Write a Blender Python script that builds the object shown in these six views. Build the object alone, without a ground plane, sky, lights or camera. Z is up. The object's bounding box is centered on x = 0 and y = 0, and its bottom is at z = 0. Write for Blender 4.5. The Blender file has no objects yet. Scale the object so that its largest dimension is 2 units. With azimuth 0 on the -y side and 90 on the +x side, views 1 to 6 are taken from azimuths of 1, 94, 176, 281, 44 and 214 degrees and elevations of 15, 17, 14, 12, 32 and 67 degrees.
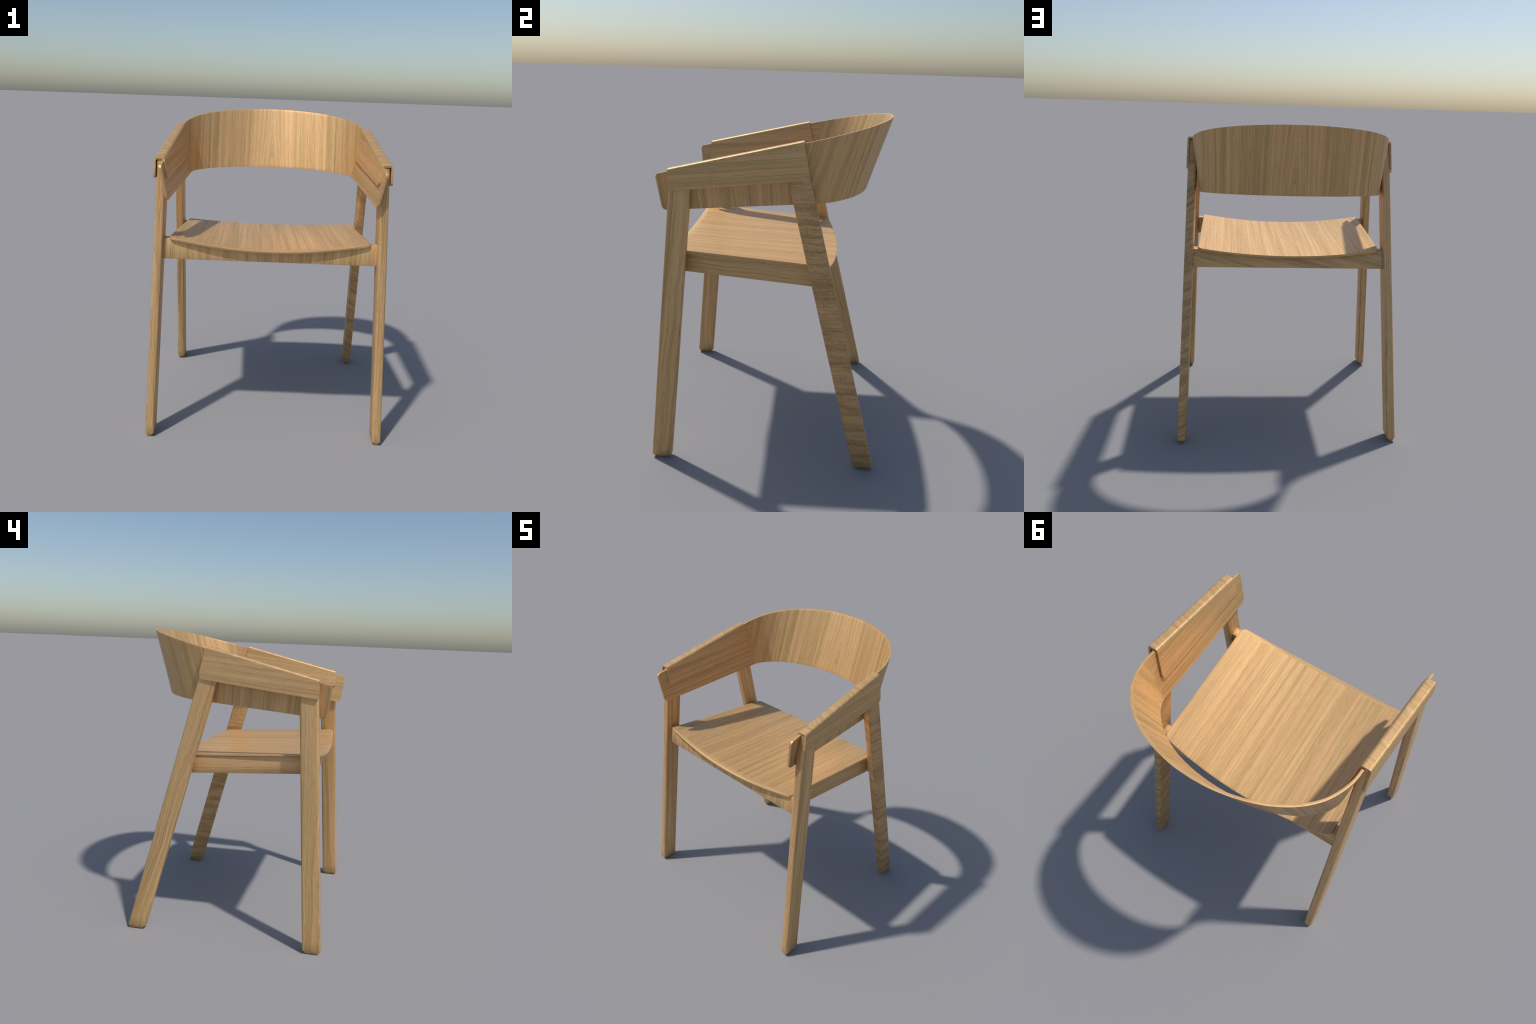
import bpy, bmesh, math
from mathutils import Vector

# ------------------------------------------------------------------ helpers
def lerp(a, b, t):
    return a + (b - a) * t

def vlerp(a, b, t):
    return tuple(lerp(p, q, t) for p, q in zip(a, b))

def smooth01(t):
    t = max(0.0, min(1.0, t))
    return t * t * (3 - 2 * t)

def catmull(points, n_per=14):
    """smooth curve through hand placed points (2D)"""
    p = [Vector(q) for q in points]
    p = [p[0] * 2 - p[1]] + p + [p[-1] * 2 - p[-2]]
    out = []
    for i in range(1, len(p) - 2):
        a, b, c, d = p[i - 1], p[i], p[i + 1], p[i + 2]
        for k in range(n_per):
            t = k / n_per
            out.append(0.5 * (2 * b + (c - a) * t + (2 * a - 5 * b + 4 * c - d) * t * t
                              + (3 * b - a - 3 * c + d) * t ** 3))
    out.append(p[-2])
    return out

def resample(poly, n):
    """n+1 points at equal arc length"""
    acc = [0.0]
    for a, b in zip(poly, poly[1:]):
        acc.append(acc[-1] + (b - a).length)
    out, j = [], 0
    for i in range(n + 1):
        s = acc[-1] * i / n
        while j < len(poly) - 2 and acc[j + 1] < s:
            j += 1
        t = (s - acc[j]) / max(1e-9, acc[j + 1] - acc[j])
        out.append(poly[j].lerp(poly[j + 1], min(1, max(0, t))))
    return out

def corner_inset(d, r):
    """how far a rounded corner of radius r eats into the side at distance d from the end"""
    if d >= r:
        return 0.0
    return r - math.sqrt(max(0.0, r * r - (r - d) ** 2))

def end_spaced(length, r, n_mid, n_corner=7):
    """positions along a side, denser inside the two rounded ends"""
    c = [r * (1 - math.cos(math.pi / 2 * i / n_corner)) for i in range(n_corner + 1)]
    mid = [lerp(r, length - r, i / n_mid) for i in range(1, n_mid)]
    return c + mid + [length - q for q in reversed(c)]

def mesh_object(name, verts, faces, mats, face_mats=None):
    me = bpy.data.meshes.new(name)
    me.from_pydata([tuple(v) for v in verts], [], faces)
    for m in mats:
        me.materials.append(m)
    if face_mats:
        for poly, mi in zip(me.polygons, face_mats):
            poly.material_index = mi
    ob = bpy.data.objects.new(name, me)
    bpy.context.collection.objects.link(ob)
    bm = bmesh.new()
    bm.from_mesh(me)
    bmesh.ops.recalc_face_normals(bm, faces=bm.faces)
    bm.to_mesh(me)
    bm.free()
    return ob

def freeze(ob):
    """apply all modifiers"""
    dg = bpy.context.evaluated_depsgraph_get()
    me = bpy.data.meshes.new_from_object(ob.evaluated_get(dg))
    old = ob.data
    ob.modifiers.clear()
    ob.data = me
    bpy.data.meshes.remove(old)
    me.name = ob.name

def finish(ob, angle=32):
    me = ob.data
    for p in me.polygons:
        p.use_smooth = True
    me.set_sharp_from_angle(angle=math.radians(angle))

def round_edges(ob, width, seg=3, angle=40):
    m = ob.modifiers.new('round', 'BEVEL')
    m.width = width
    m.segments = seg
    m.limit_method = 'ANGLE'
    m.angle_limit = math.radians(angle)
    m.use_clamp_overlap = True

def thick_sheet(name, grid, thickness, out_dir, mats, fm_front, fm_back, fm_rim, edge, slide=None):
    """grid[i][j] of points = outer surface; the other surface lies `thickness` behind it.
    out_dir(p, n) > 0 tells that n points outwards."""
    nu, nv = len(grid), len(grid[0])
    # normals from central differences
    nor = [[None] * nv for _ in range(nu)]
    for i in range(nu):
        for j in range(nv):
            du = grid[min(i + 1, nu - 1)][j] - grid[max(i - 1, 0)][j]
            dv = grid[i][min(j + 1, nv - 1)] - grid[i][max(j - 1, 0)]
            n = du.cross(dv)
            n.normalize()
            if out_dir(grid[i][j], n) < 0:
                n = -n
            nor[i][j] = n
    verts, faces, fm = [], [], []
    for i in range(nu):
        for j in range(nv):
            verts.append(grid[i][j])
    off = len(verts)
    for i in range(nu):
        for j in range(nv):
            n = nor[i][j]
            o = n if slide is None else slide(n, j / (nv - 1))
            verts.append(grid[i][j] - o * (thickness / o.dot(n)))
    idx = lambda i, j: i * nv + j
    for i in range(nu - 1):
        for j in range(nv - 1):
            q = (idx(i, j), idx(i + 1, j), idx(i + 1, j + 1), idx(i, j + 1))
            c = sum((verts[k] for k in q), Vector()) / 4
            faces.append(q); fm.append(fm_front(c, i, j))
            faces.append(tuple(off + k for k in reversed(q))); fm.append(fm_back(c, i, j))
    loop = ([(i, 0) for i in range(nu)] + [(nu - 1, j) for j in range(1, nv)]
            + [(i, nv - 1) for i in range(nu - 2, -1, -1)] + [(0, j) for j in range(nv - 2, 0, -1)])
    for a, b in zip(loop, loop[1:] + loop[:1]):
        ka, kb = idx(*a), idx(*b)
        c = (verts[ka] + verts[kb]) / 2
        faces.append((ka, off + ka, off + kb, kb)); fm.append(fm_rim(c))
    ob = mesh_object(name, verts, faces, mats, fm)
    round_edges(ob, edge, 3, 50)
    freeze(ob)
    finish(ob, 38)
    return ob

# ------------------------------------------------------------------ oak material
class Nodes:
    """small wrapper for arithmetic on shader sockets"""
    def __init__(self, mat):
        self.t = mat.node_tree
        self.n = self.t.nodes
        self.l = self.t.links

    def put(self, sock, val):
        if isinstance(val, (int, float)):
            sock.default_value = val
        elif isinstance(val, tuple):
            sock.default_value = val
        else:
            self.l.new(val, sock)

    def math(self, op, a, b=0.0, c=None):
        m = self.n.new('ShaderNodeMath')
        m.operation = op
        self.put(m.inputs[0], a)
        self.put(m.inputs[1], b)
        if c is not None:
            self.put(m.inputs[2], c)
        return m.outputs[0]

    def lin(self, terms, const=0.0):
        """sum of socket*factor"""
        acc = const
        for s, f in terms:
            acc = self.math('MULTIPLY_ADD', s, f, acc)
        return acc

    def vec(self, x, y, z):
        c = self.n.new('ShaderNodeCombineXYZ')
        for s, v in zip(c.inputs, (x, y, z)):
            self.put(s, v)
        return c.outputs[0]

    def noise(self, v, detail=2.0, rough=0.5, dist=0.0, scale=1.0):
        t = self.n.new('ShaderNodeTexNoise')
        t.noise_dimensions = '3D'
        t.inputs['Scale'].default_value = scale
        t.inputs['Detail'].default_value = detail
        t.inputs['Roughness'].default_value = rough
        t.inputs['Distortion'].default_value = dist
        self.put(t.inputs['Vector'], v)
        return t.outputs['Fac']

    def ramp(self, fac, stops, interp='LINEAR'):
        r = self.n.new('ShaderNodeValToRGB')
        r.color_ramp.interpolation = interp
        e = r.color_ramp.elements
        while len(e) < len(stops):
            e.new(0.5)
        for k, (p, c) in zip(e, stops):
            k.position = p
            k.color = (*c, 1.0)
        self.put(r.inputs[0], fac)
        return r.outputs[0]

    def mix(self, fac, a, b, mode='MIX'):
        m = self.n.new('ShaderNodeMix')
        m.data_type = 'RGBA'
        m.blend_type = mode
        self.put(m.inputs[0], fac)
        for s, v in ((m.inputs[6], a), (m.inputs[7], b)):
            self.put(s, (*v, 1.0) if isinstance(v, tuple) and len(v) == 3 else v)
        return m.outputs[2]

LIGHT = (0.753, 0.481, 0.223)
MID = (0.635, 0.391, 0.174)
DARK = (0.447, 0.267, 0.111)
OLIVE = (0.553, 0.344, 0.150)
PINK = (0.696, 0.432, 0.198)
METAL, ROUGH = 0.46, 0.50       # lacquered oak: tinted, broad sheen

def oak(name, coords, seed, contrast=1.0, warp=0.02, bands=38.0, streaks=170.0, pores=520.0,
        stretch=1.0, tone=1.0, rough=None):
    """coords(N, x, y, z) -> (across, along, depth) sockets, metres"""
    mat = bpy.data.materials.new(name)
    mat.use_nodes = True
    N = Nodes(mat)
    bsdf = N.n['Principled BSDF']
    tc = N.n.new('ShaderNodeTexCoord')
    sep = N.n.new('ShaderNodeSeparateXYZ')
    N.l.new(tc.outputs['Object'], sep.inputs[0])
    a, l, d = coords(N, sep.outputs[0], sep.outputs[1], sep.outputs[2])
    # slow wander of the grain lines
    w = N.noise(N.vec(N.math('MULTIPLY', a, 4.5), N.math('MULTIPLY', l, 2.6 * stretch),
                      N.math('MULTIPLY_ADD', d, 4.0, seed)), 2.0, 0.5)
    a2 = N.math('MULTIPLY_ADD', N.math('SUBTRACT', w, 0.5), warp * 2, a)
    def layer(fa, fl, fd, s, det, ro=0.55):
        return N.noise(N.vec(N.math('MULTIPLY', a2, fa), N.math('MULTIPLY', l, fl * stretch),
                             N.math('MULTIPLY_ADD', d, fd, seed + s)), det, ro)
    n1 = layer(bands, 0.35, bands * 0.5, 3.1, 3.0)
    n2 = layer(streaks, 1.1, streaks * 0.5, 7.7, 4.0, 0.72)
    n3 = layer(pores, 14.0, pores * 0.4, 11.3, 1.0)
    n4 = layer(bands * 0.45, 0.4, bands * 0.3, 17.9, 2.0)
    t = N.lin([(n1, 0.55), (n2, 0.66), (n3, 0.22)], -0.215)
    t = N.math('MULTIPLY_ADD', N.math('SUBTRACT', t, 0.5), 2.5 * contrast, 0.5)
    S = lambda c: tuple(k * tone for k in c)
    col = N.ramp(t, [(0.08, S(DARK)), (0.36, S(OLIVE)), (0.52, S(MID)), (0.66, S(PINK)), (0.92, S(LIGHT))])
    warm = N.ramp(n4, [(0.35, (0.965, 1.01, 0.97)), (0.5, (1, 1, 1)), (0.66, (1.025, 0.99, 1.01))])
    col = N.mix(1.0, col, warm, 'MULTIPLY')
    # open pores: short dark dashes along the grain
    pore = N.ramp(n3, [(0.30, (0.86, 0.84, 0.80)), (0.42, (1, 1, 1))])
    col = N.mix(0.8, col, pore, 'MULTIPLY')
    N.l.new(col, bsdf.inputs['Base Color'])
    bsdf.inputs['Roughness'].default_value = rough or ROUGH
    bsdf.inputs['Metallic'].default_value = METAL
    bsdf.inputs['IOR'].default_value = 1.5
    bump = N.n.new('ShaderNodeBump')
    bump.inputs['Strength'].default_value = 0.12
    bump.inputs['Distance'].default_value = 0.002
    N.l.new(N.lin([(n2, 0.5), (n3, 0.5)]), bump.inputs['Height'])
    N.l.new(bump.outputs[0], bsdf.inputs['Normal'])
    return mat

# ------------------------------------------------------------------ dimensions (metres, chair front = -y)
# bent backrest shell: rims lie in two inclined planes z = z0 + k (y - y0)
TOP_PLANE = lambda y: 1.689 + 0.2400 * (y + 0.629)
BOT_PLANE = lambda y: 1.487 + 0.0810 * (y + 0.601)
RIM_TOP = [(0.6245, 0.200), (0.619, 0.250), (0.600, 0.322), (0.566, 0.399), (0.520, 0.462), (0.458, 0.521),
           (0.375, 0.575), (0.287, 0.614), (0.200, 0.640), (0.100, 0.659), (0.0, 0.6645)]
RIM_BOT = [(0.5800, 0.222), (0.5735, 0.267), (0.547, 0.322), (0.507, 0.369), (0.462, 0.409),
           (0.413, 0.441), (0.342, 0.476), (0.277, 0.499), (0.184, 0.521), (0.090, 0.533), (0.0, 0.537)]
ARM_TOP, ARM_BOT = (0.6465, -0.629), (0.6125, -0.601)   # front corners of the arms
SHELL_T = 0.0145
COVER_T = 0.0125

def top3(p): return Vector((p[0], p[1], TOP_PLANE(p[1])))
def bot3(p): return Vector((p[0], p[1], BOT_PLANE(p[1])))

# seat surface
SEAT_W_FRONT, SEAT_W_BACK, SEAT_Y0, SEAT_Y1 = 0.598, 0.584, -0.562, 0.325
SEAT_T = 0.0140
def seat_half(y):
    return lerp(SEAT_W_FRONT, SEAT_W_BACK, (y - SEAT_Y0) / (SEAT_Y1 - SEAT_Y0))
def seat_z(x, y):
    q = 1 - min(1.0, (x / seat_half(y)) ** 2)
    s = (y - SEAT_Y0) / (SEAT_Y1 - SEAT_Y0)
    z = lerp(1.265, 1.205, s) - lerp(0.052, 0.031, min(1.1, max(0, s))) * q
    return z - 0.013 * smooth01((-0.552 - y) / 0.055) ** 1.0

# ------------------------------------------------------------------ materials
def shell_coords(N, x, y, z):
    # mirrored about the middle (book-matched veneer), softened at the joint line
    ax = N.math('SQRT', N.math('MULTIPLY_ADD', x, x, 0.00012))
    dz = N.math('SUBTRACT', z, 1.75)
    # rulings lean: pull every point to mid height before taking the angle round the back
    yy = N.math('MULTIPLY_ADD', dz, -0.28, N.math('SUBTRACT', y, 0.10))
    th = N.math('ARCTAN2', ax, N.math('MAXIMUM', yy, 0.02))
    lean = N.math('MULTIPLY', dz, N.math('MAXIMUM', N.math('MULTIPLY_ADD', ax, -0.3, 0.09), 0.0))   # lines close in upwards
    across = N.math('ADD', N.math('MULTIPLY', th, 0.55), lean)
    # on the straight arms keep counting along y
    arm = N.math('MULTIPLY_ADD', dz, 0.10, N.math('SUBTRACT', y, 0.16))
    across = N.math('SUBTRACT', across, N.math('MINIMUM', arm, 0.0))
    return across, z, 0.0

OAK_BACK = oak('oak_veneer_upright', shell_coords, 2.0, warp=0.006, bands=26, streaks=165, contrast=0.95)
OAK_ARM = oak('oak_veneer_lengthwise', lambda N, x, y, z: (N.lin([(y, -0.10)], z), y, N.math('MULTIPLY', x, 0.2)), 5.0, contrast=0.85, tone=0.95, warp=0.006, bands=34)
OAK_COVER = oak('oak_cover_lengthwise', lambda N, x, y, z: (N.lin([(y, -0.10)], z), y, N.math('MULTIPLY', x, 0.2)), 8.6, contrast=0.85, warp=0.006, bands=34)
OAK_COVER_TOP = oak('oak_cover_cross', lambda N, x, y, z: (N.lin([(x, 0.25)], y), x, z), 11.0, contrast=0.65, bands=34, streaks=140, pores=300, warp=0.03, stretch=5.0, tone=0.97)
OAK_SEAT = oak('oak_seat', lambda N, x, y, z: (N.lin([(y, 0.02)], x), y, 0.0), 14.0, warp=0.004, bands=26, streaks=170, contrast=0.88)
OAK_EDGE = oak('oak_edge', lambda N, x, y, z: (N.math('ADD', y, z), x, 0.0), 17.0, contrast=0.35, bands=30)

def leg_coords(sx, sy):
    """solid timber running along a leg that leans by sx, sy per metre of height"""
    return lambda N, x, y, z: (N.lin([(z, -sy), (x, 0.8)], y), z, N.lin([(z, -sx)], x))

# ------------------------------------------------------------------ top level
root = bpy.data.objects.new('wooden_armchair', None)
bpy.context.collection.objects.link(root)
root['label'] = 'oak dining armchair with curved plywood backrest and arms'
root['category'] = 'chair'

# ------------------------------------------------------------------ backrest shell
def build_backrest():
    n_arm, n_curve, n_h = 40, 56, 26
    tc = resample(catmull(RIM_TOP), n_curve)
    bc = resample(catmull(RIM_BOT), n_curve)
    T0, B0, T1, B1 = top3(ARM_TOP), bot3(ARM_BOT), top3(tc[0]), bot3(bc[0])
    arm_len = (T1 - T0).length
    r, r_top, r_bot = 0.025, 0.021, 0.025
    half = []     # columns from the front end to the middle of the back: (top, bottom, eaten below, eaten above)
    ds = [r * (1 - math.cos(math.pi / 2 * i / 8)) for i in range(9)]
    ds += [lerp(r, arm_len, i / n_arm) for i in range(1, n_arm)]
    for d in ds:
        f = d / arm_len
        half.append((T0.lerp(T1, f), B0.lerp(B1, f), corner_inset(d, r_bot), corner_inset(d, r_top)))
    for a, b in zip(tc, bc):
        half.append((top3(a), bot3(b), 0.0, 0.0))
    cols = []
    for T, B, eb, et in half:
        h = (T - B).length
        lo, hi = eb / h, 1 - et / h
        cols.append([B.lerp(T, lerp(lo, hi, j / n_h)) for j in range(n_h + 1)])
    mirror = [[Vector((-p.x, p.y, p.z)) for p in c] for c in reversed(cols[:-1])]
    grid = cols + mirror
    centre = Vector((0, 0.0, 1.7))
    out = lambda p, n: n.x * p.x + n.y * max(0.0, p.y - 0.15)
    seam = len(ds) + 2
    arm_face = lambda c, i, j: 1 if (i < seam or i >= len(grid) - 1 - seam) else 0
    ob = thick_sheet('backrest', grid, SHELL_T, out, [OAK_BACK, OAK_ARM, OAK_EDGE],
                     lambda c, i, j: 0, arm_face, lambda c: 2, 0.0052,
                     # offset within the inclined rim planes, so that both rims stay flat
                     lambda n, f: Vector((n.x, n.y, n.y * lerp(0.081, 0.24, f))))
    return ob

# ------------------------------------------------------------------ folded covers over the arms
def build_cover(side):
    """thin veneer folded over leg tops and arm: outer flap, flat top, inner flap"""
    r = 0.0135
    front = dict(ot=(0.686, 1.7255), ob=(0.6895, 1.607), it=(0.6250, 1.7255), ib=(0.6035, 1.607))
    back = dict(ot=(0.6590, 1.8925), ob=(0.6660, 1.694), it=(0.6010, 1.8925), ib=(0.5695, 1.685))
    def profile(c):
        ob, ot, it, ib = (Vector(c[k]) for k in ('ob', 'ot', 'it', 'ib'))
        def fillet(p, q, s, n=7):
            u, w = (p - q).normalized(), (s - q).normalized()
            a = q + u * r
            b = q + w * r
            return [((1 - t) ** 2) * a + 2 * t * (1 - t) * (q.lerp((a + b) / 2, 0.12)) + t * t * b
                    for t in (i / n for i in range(n + 1))]
        f1, f2 = fillet(ob, ot, it), fillet(ot, it, ib)
        nf = 14
        pts = [ob.lerp(f1[0], i / nf) for i in range(nf)] + f1
        pts += [f1[-1].lerp(f2[0], i / 6) for i in range(1, 6)] + f2
        pts += [f2[-1].lerp(ib, i / nf) for i in range(1, nf + 1)]
        # arc length of every point from each flap edge
        return pts
    pf, pb = profile(front), profile(back)
    n = len(pf)
    acc = [0.0]
    for a, b in zip(pf, pf[1:]):
        acc.append(acc[-1] + (b - a).length)
    total = acc[-1]
    length = 0.735
    R = 0.024
    ts = [d / length for d in end_spaced(length, R, 48, 8)]
    def along(pts, s):
        for k in range(n - 1):
            if s <= acc[k + 1] or k == n - 2:
                t = (s - acc[k]) / max(1e-9, acc[k + 1] - acc[k])
                return pts[k].lerp(pts[k + 1], t)
    grid = []
    for t in ts:
        d = min(t, 1 - t) * length
        e = corner_inset(d, R)
        col = []
        for k in range(n):
            s = acc[k]
            # squeeze only the flaps so that the folds keep their lines
            flap = 0.095
            if s < flap:
                s = lerp(e, flap, s / flap)
            elif s > total - flap:
                s = total - lerp(e, flap, (total - s) / flap)
            F, Bk = along(pf, s), along(pb, s)
            hf = (1.7255 - F.y) / 0.118
            hb = (1.8925 - Bk.y) / 0.20
            yf = -0.551 - 0.008 * hf
            yb = lerp(0.153, 0.197 if s < total / 2 else 0.199, hb)
            P3 = Vector((lerp(F.x, Bk.x, t), lerp(yf, yb, t), lerp(F.y, Bk.y, t)))
            col.append(Vector((P3.x * side, P3.y, P3.z)))
        grid.append(col)
    mid = lambda p: lerp(0.655, 0.628, (p.y + 0.55) / 0.7)
    def out(p, nrm):
        return nrm.x * (p.x - side * mid(p)) * 3 + nrm.z * 0.05
    lo = min(k for k in range(n) if acc[k] > 0.108)
    hi = max(k for k in range(n) if acc[k] < total - 0.108)
    fm = lambda c, i, j: 1 if lo <= j < hi else 0
    return thick_sheet('armrest', grid, COVER_T, out, [OAK_COVER, OAK_COVER_TOP], fm,
                       lambda c, i, j: 0, lambda c: 0, 0.0032)

# ------------------------------------------------------------------ seat
def build_seat():
    nu, nv = 60, 44
    R = 0.030
    us = end_spaced(2.0, 0.055, nu, 7)      # -1..1 after the shift, rounded ends in x
    grid = []
    for u in us:
        s = u - 1.0
        q = 1 - s * s
        d = (1 - abs(s)) * 0.59
        e = corner_inset(d, 0.0325)
        y0 = SEAT_Y0 - 0.030 * q + e
        y1 = SEAT_Y1 + 0.056 * q - e
        col = []
        for j in range(nv + 1):
            f = j / nv
            f = f * f * (3 - 2 * f) * 0.4 + f * 0.6
            y = lerp(y0, y1, f)
            x = s * seat_half(y)
            col.append(Vector((x, y, seat_z(x, y))))
        grid.append(col)
    lip = lambda c, i, j: 1 if c.y < SEAT_Y0 + 0.022 - 0.020 * (1 - (c.x / 0.6) ** 2) else 0
    return thick_sheet('seat', grid, SEAT_T, lambda p, n: n.z, [OAK_SEAT, OAK_EDGE], lip,
                       lambda c, i, j: 0, lambda c: 1, 0.0066)

# ------------------------------------------------------------------ legs
def rounded_rect(hx, hy, r, seg=5):
    pts = []
    for cx, cy, a0 in ((hx - r, hy - r, 0), (-hx + r, hy - r, 90), (-hx + r, -hy + r, 180), (hx - r, -hy + r, 270)):
        for i in range(seg + 1):
            a = math.radians(a0 + 90 * i / seg)
            pts.append((cx + r * math.cos(a), cy + r * math.sin(a)))
    return pts

def arm_plane(side):
    """plane of the outer face of an arm, point and outward normal"""
    a, b = top3(ARM_TOP), top3(RIM_TOP[0])
    c = (bot3(ARM_BOT) + bot3(RIM_BOT[0])) / 2
    n = (b - a).cross(c - a).normalized()
    if n.x < 0:
        n = -n
    p = (a + b) / 2
    return Vector((p.x * side, p.y, p.z)), Vector((n.x * side, n.y, n.z))

def build_leg(side, outer, y_back, depth, mat, top_cut):
    """outer(z): outer x face; y_back(z): rear face; the leg is a rounded bar with a chamfered foot"""
    thick, r = 0.0545, 0.0130
    levels = [(0.0, 0.0150), (0.0085, 0.0135), (0.0090, 0.0105), (0.0130, 0.0080), (0.0180, 0.0035), (0.0235, 0.0)]
    levels += [(lerp(0.0235, 1.93, i / 30), 0.0) for i in range(1, 31)]
    verts, faces = [], []
    m = 0
    for z, inset in levels:
        cx = outer(z) - thick / 2
        cy = y_back(z) - depth / 2
        ring = rounded_rect(thick / 2 - inset, depth / 2 - inset, max(0.004, r - inset * 0.6))
        m = len(ring)
        verts += [Vector(((cx + a) * side, cy + b, z)) for a, b in ring]
    for k in range(len(levels) - 1):
        for i in range(m):
            j = (i + 1) % m
            faces.append((k * m + i, k * m + j, (k + 1) * m + j, (k + 1) * m + i))
    faces.append(tuple(range(m)))
    faces.append(tuple((len(levels) - 1) * m + i for i in range(m)))
    ob = mesh_object('leg', verts, faces, [mat])
    bm = bmesh.new()
    bm.from_mesh(ob.data)
    def cut(p, n):
        g = bm.verts[:] + bm.edges[:] + bm.faces[:]
        res = bmesh.ops.bisect_plane(bm, geom=g, plane_co=p, plane_no=n, clear_outer=True)
        edges = [e for e in res['geom_cut'] if isinstance(e, bmesh.types.BMEdge)]
        bmesh.ops.contextual_create(bm, geom=edges)
    # top end, just under the folded cover
    cut(Vector((0, -0.553, 1.7255 - COVER_T - 0.006)), Vector((0, -0.2366, 1)).normalized())
    # notched flat against the outside of the bent arm
    p, n = arm_plane(side)
    cut(p + n * 0.0006, -n)
    bmesh.ops.recalc_face_normals(bm, faces=bm.faces)
    bm.to_mesh(ob.data)
    bm.free()
    finish(ob, 34)
    return ob

# ------------------------------------------------------------------ rails under the seat
def build_rail(stations, mat, edge=0.004):
    """stations: list of 4-corner sections (front-bottom, back-bottom, back-top, front-top)"""
    verts, faces = [], []
    for s in stations:
        verts += [Vector(p) for p in s]
    for k in range(len(stations) - 1):
        for i in range(4):
            j = (i + 1) % 4
            faces.append((k * 4 + i, k * 4 + j, (k + 1) * 4 + j, (k + 1) * 4 + i))
    faces.append((0, 1, 2, 3))
    e = (len(stations) - 1) * 4
    faces.append((e, e + 1, e + 2, e + 3))
    ob = mesh_object('seat_rail', verts, faces, [mat])
    round_edges(ob, edge, 2, 50)
    freeze(ob)
    finish(ob, 38)
    return ob

def under_seat(x, y):
    if abs(x) > seat_half(y):
        return 9.0
    return seat_z(x, y) - SEAT_T - 0.0008

def cross_rail(half, y_front, y_back, z0, z1, mat):
    """rail between two legs; its top is hollowed to take the dished seat. y_*(z) give the faces"""
    st = []
    xs = sorted(set([round(-half + 2 * half * i / 60, 5) for i in range(61)]))
    for x in xs:
        zf = min(z1, under_seat(x, y_front(z1)))
        zb = min(z1, under_seat(x, y_back(z1)))
        st.append(((x, y_front(z0), z0), (x, y_back(z0), z0), (x, y_back(zb), zb), (x, y_front(zf), zf)))
    return build_rail(st, mat)

def side_rail(side, mat):
    st = []
    for i in range(21):
        y = lerp(-0.495, 0.262, i / 20)
        xo = 0.5825
        xi = xo - 0.046
        zb = lerp(1.131, 1.083, (y + 0.47) / 0.71)
        st.append(((side * xo, y, zb), (side * xi, y, zb),
                   (side * xi, y, under_seat(xi, y)), (side * xo, y, under_seat(xo, y))))
    return build_rail(st, mat)

# ------------------------------------------------------------------ assemble
parts = [build_backrest(), build_cover(1), build_cover(-1), build_seat()]

FRONT_X = lambda z: 0.7380 - 0.0405 * z
BACK_X = lambda z: 0.7030 - 0.0268 * z
FRONT_Y = lambda z: -0.5490 + 0.0695 * z          # rear face of a front leg
BACK_Y = lambda z: 0.6500 - 0.2680 * z            # rear face of a back leg
for i, side in enumerate((1, -1)):
    parts.append(build_leg(side, FRONT_X, FRONT_Y, 0.1170,
                           oak('oak_leg', leg_coords(-0.0405 * side, 0.0695), 21.0 + 6 * i, bands=30, contrast=1.15, streaks=130), 0))
    if side > 0:      # this one is cut across the grain figure
        m = oak('oak_leg_cross', lambda N, x, y, z: (N.lin([(x, 0.55)], z), y, N.math('MULTIPLY', x, 0.3)), 41.0,
                bands=19, streaks=75, pores=200, warp=0.010, contrast=1.25, tone=0.86, stretch=5.0)
    else:
        m = oak('oak_leg', leg_coords(-0.0268 * side, -0.268), 47.0, bands=30, contrast=1.15, streaks=130)
    parts.append(build_leg(side, BACK_X, BACK_Y, 0.1205, m, 0))

parts.append(cross_rail(0.645, lambda z: -0.546 + 0.0695 * (z - 1.253), lambda z: -0.487 + 0.0695 * (z - 1.253),
                        1.130, 1.2535, oak('oak_rail_upright', lambda N, x, y, z: (x, z, y), 51.0, bands=30, streaks=130)))
parts.append(cross_rail(0.625, lambda z: 0.241 - 0.268 * (z - 1.196), lambda z: 0.305 - 0.268 * (z - 1.196),
                        1.080, 1.196, oak('oak_rail_slanting', lambda N, x, y, z: (N.lin([(x, -0.25)], z), x, y), 54.0, bands=26)))
rail_mat = oak('oak_rail', lambda N, x, y, z: (N.lin([(y, 0.06)], z), y, x), 57.0, bands=30)
parts.append(side_rail(1, rail_mat))
parts.append(side_rail(-1, rail_mat))

for p in parts:
    p.parent = root
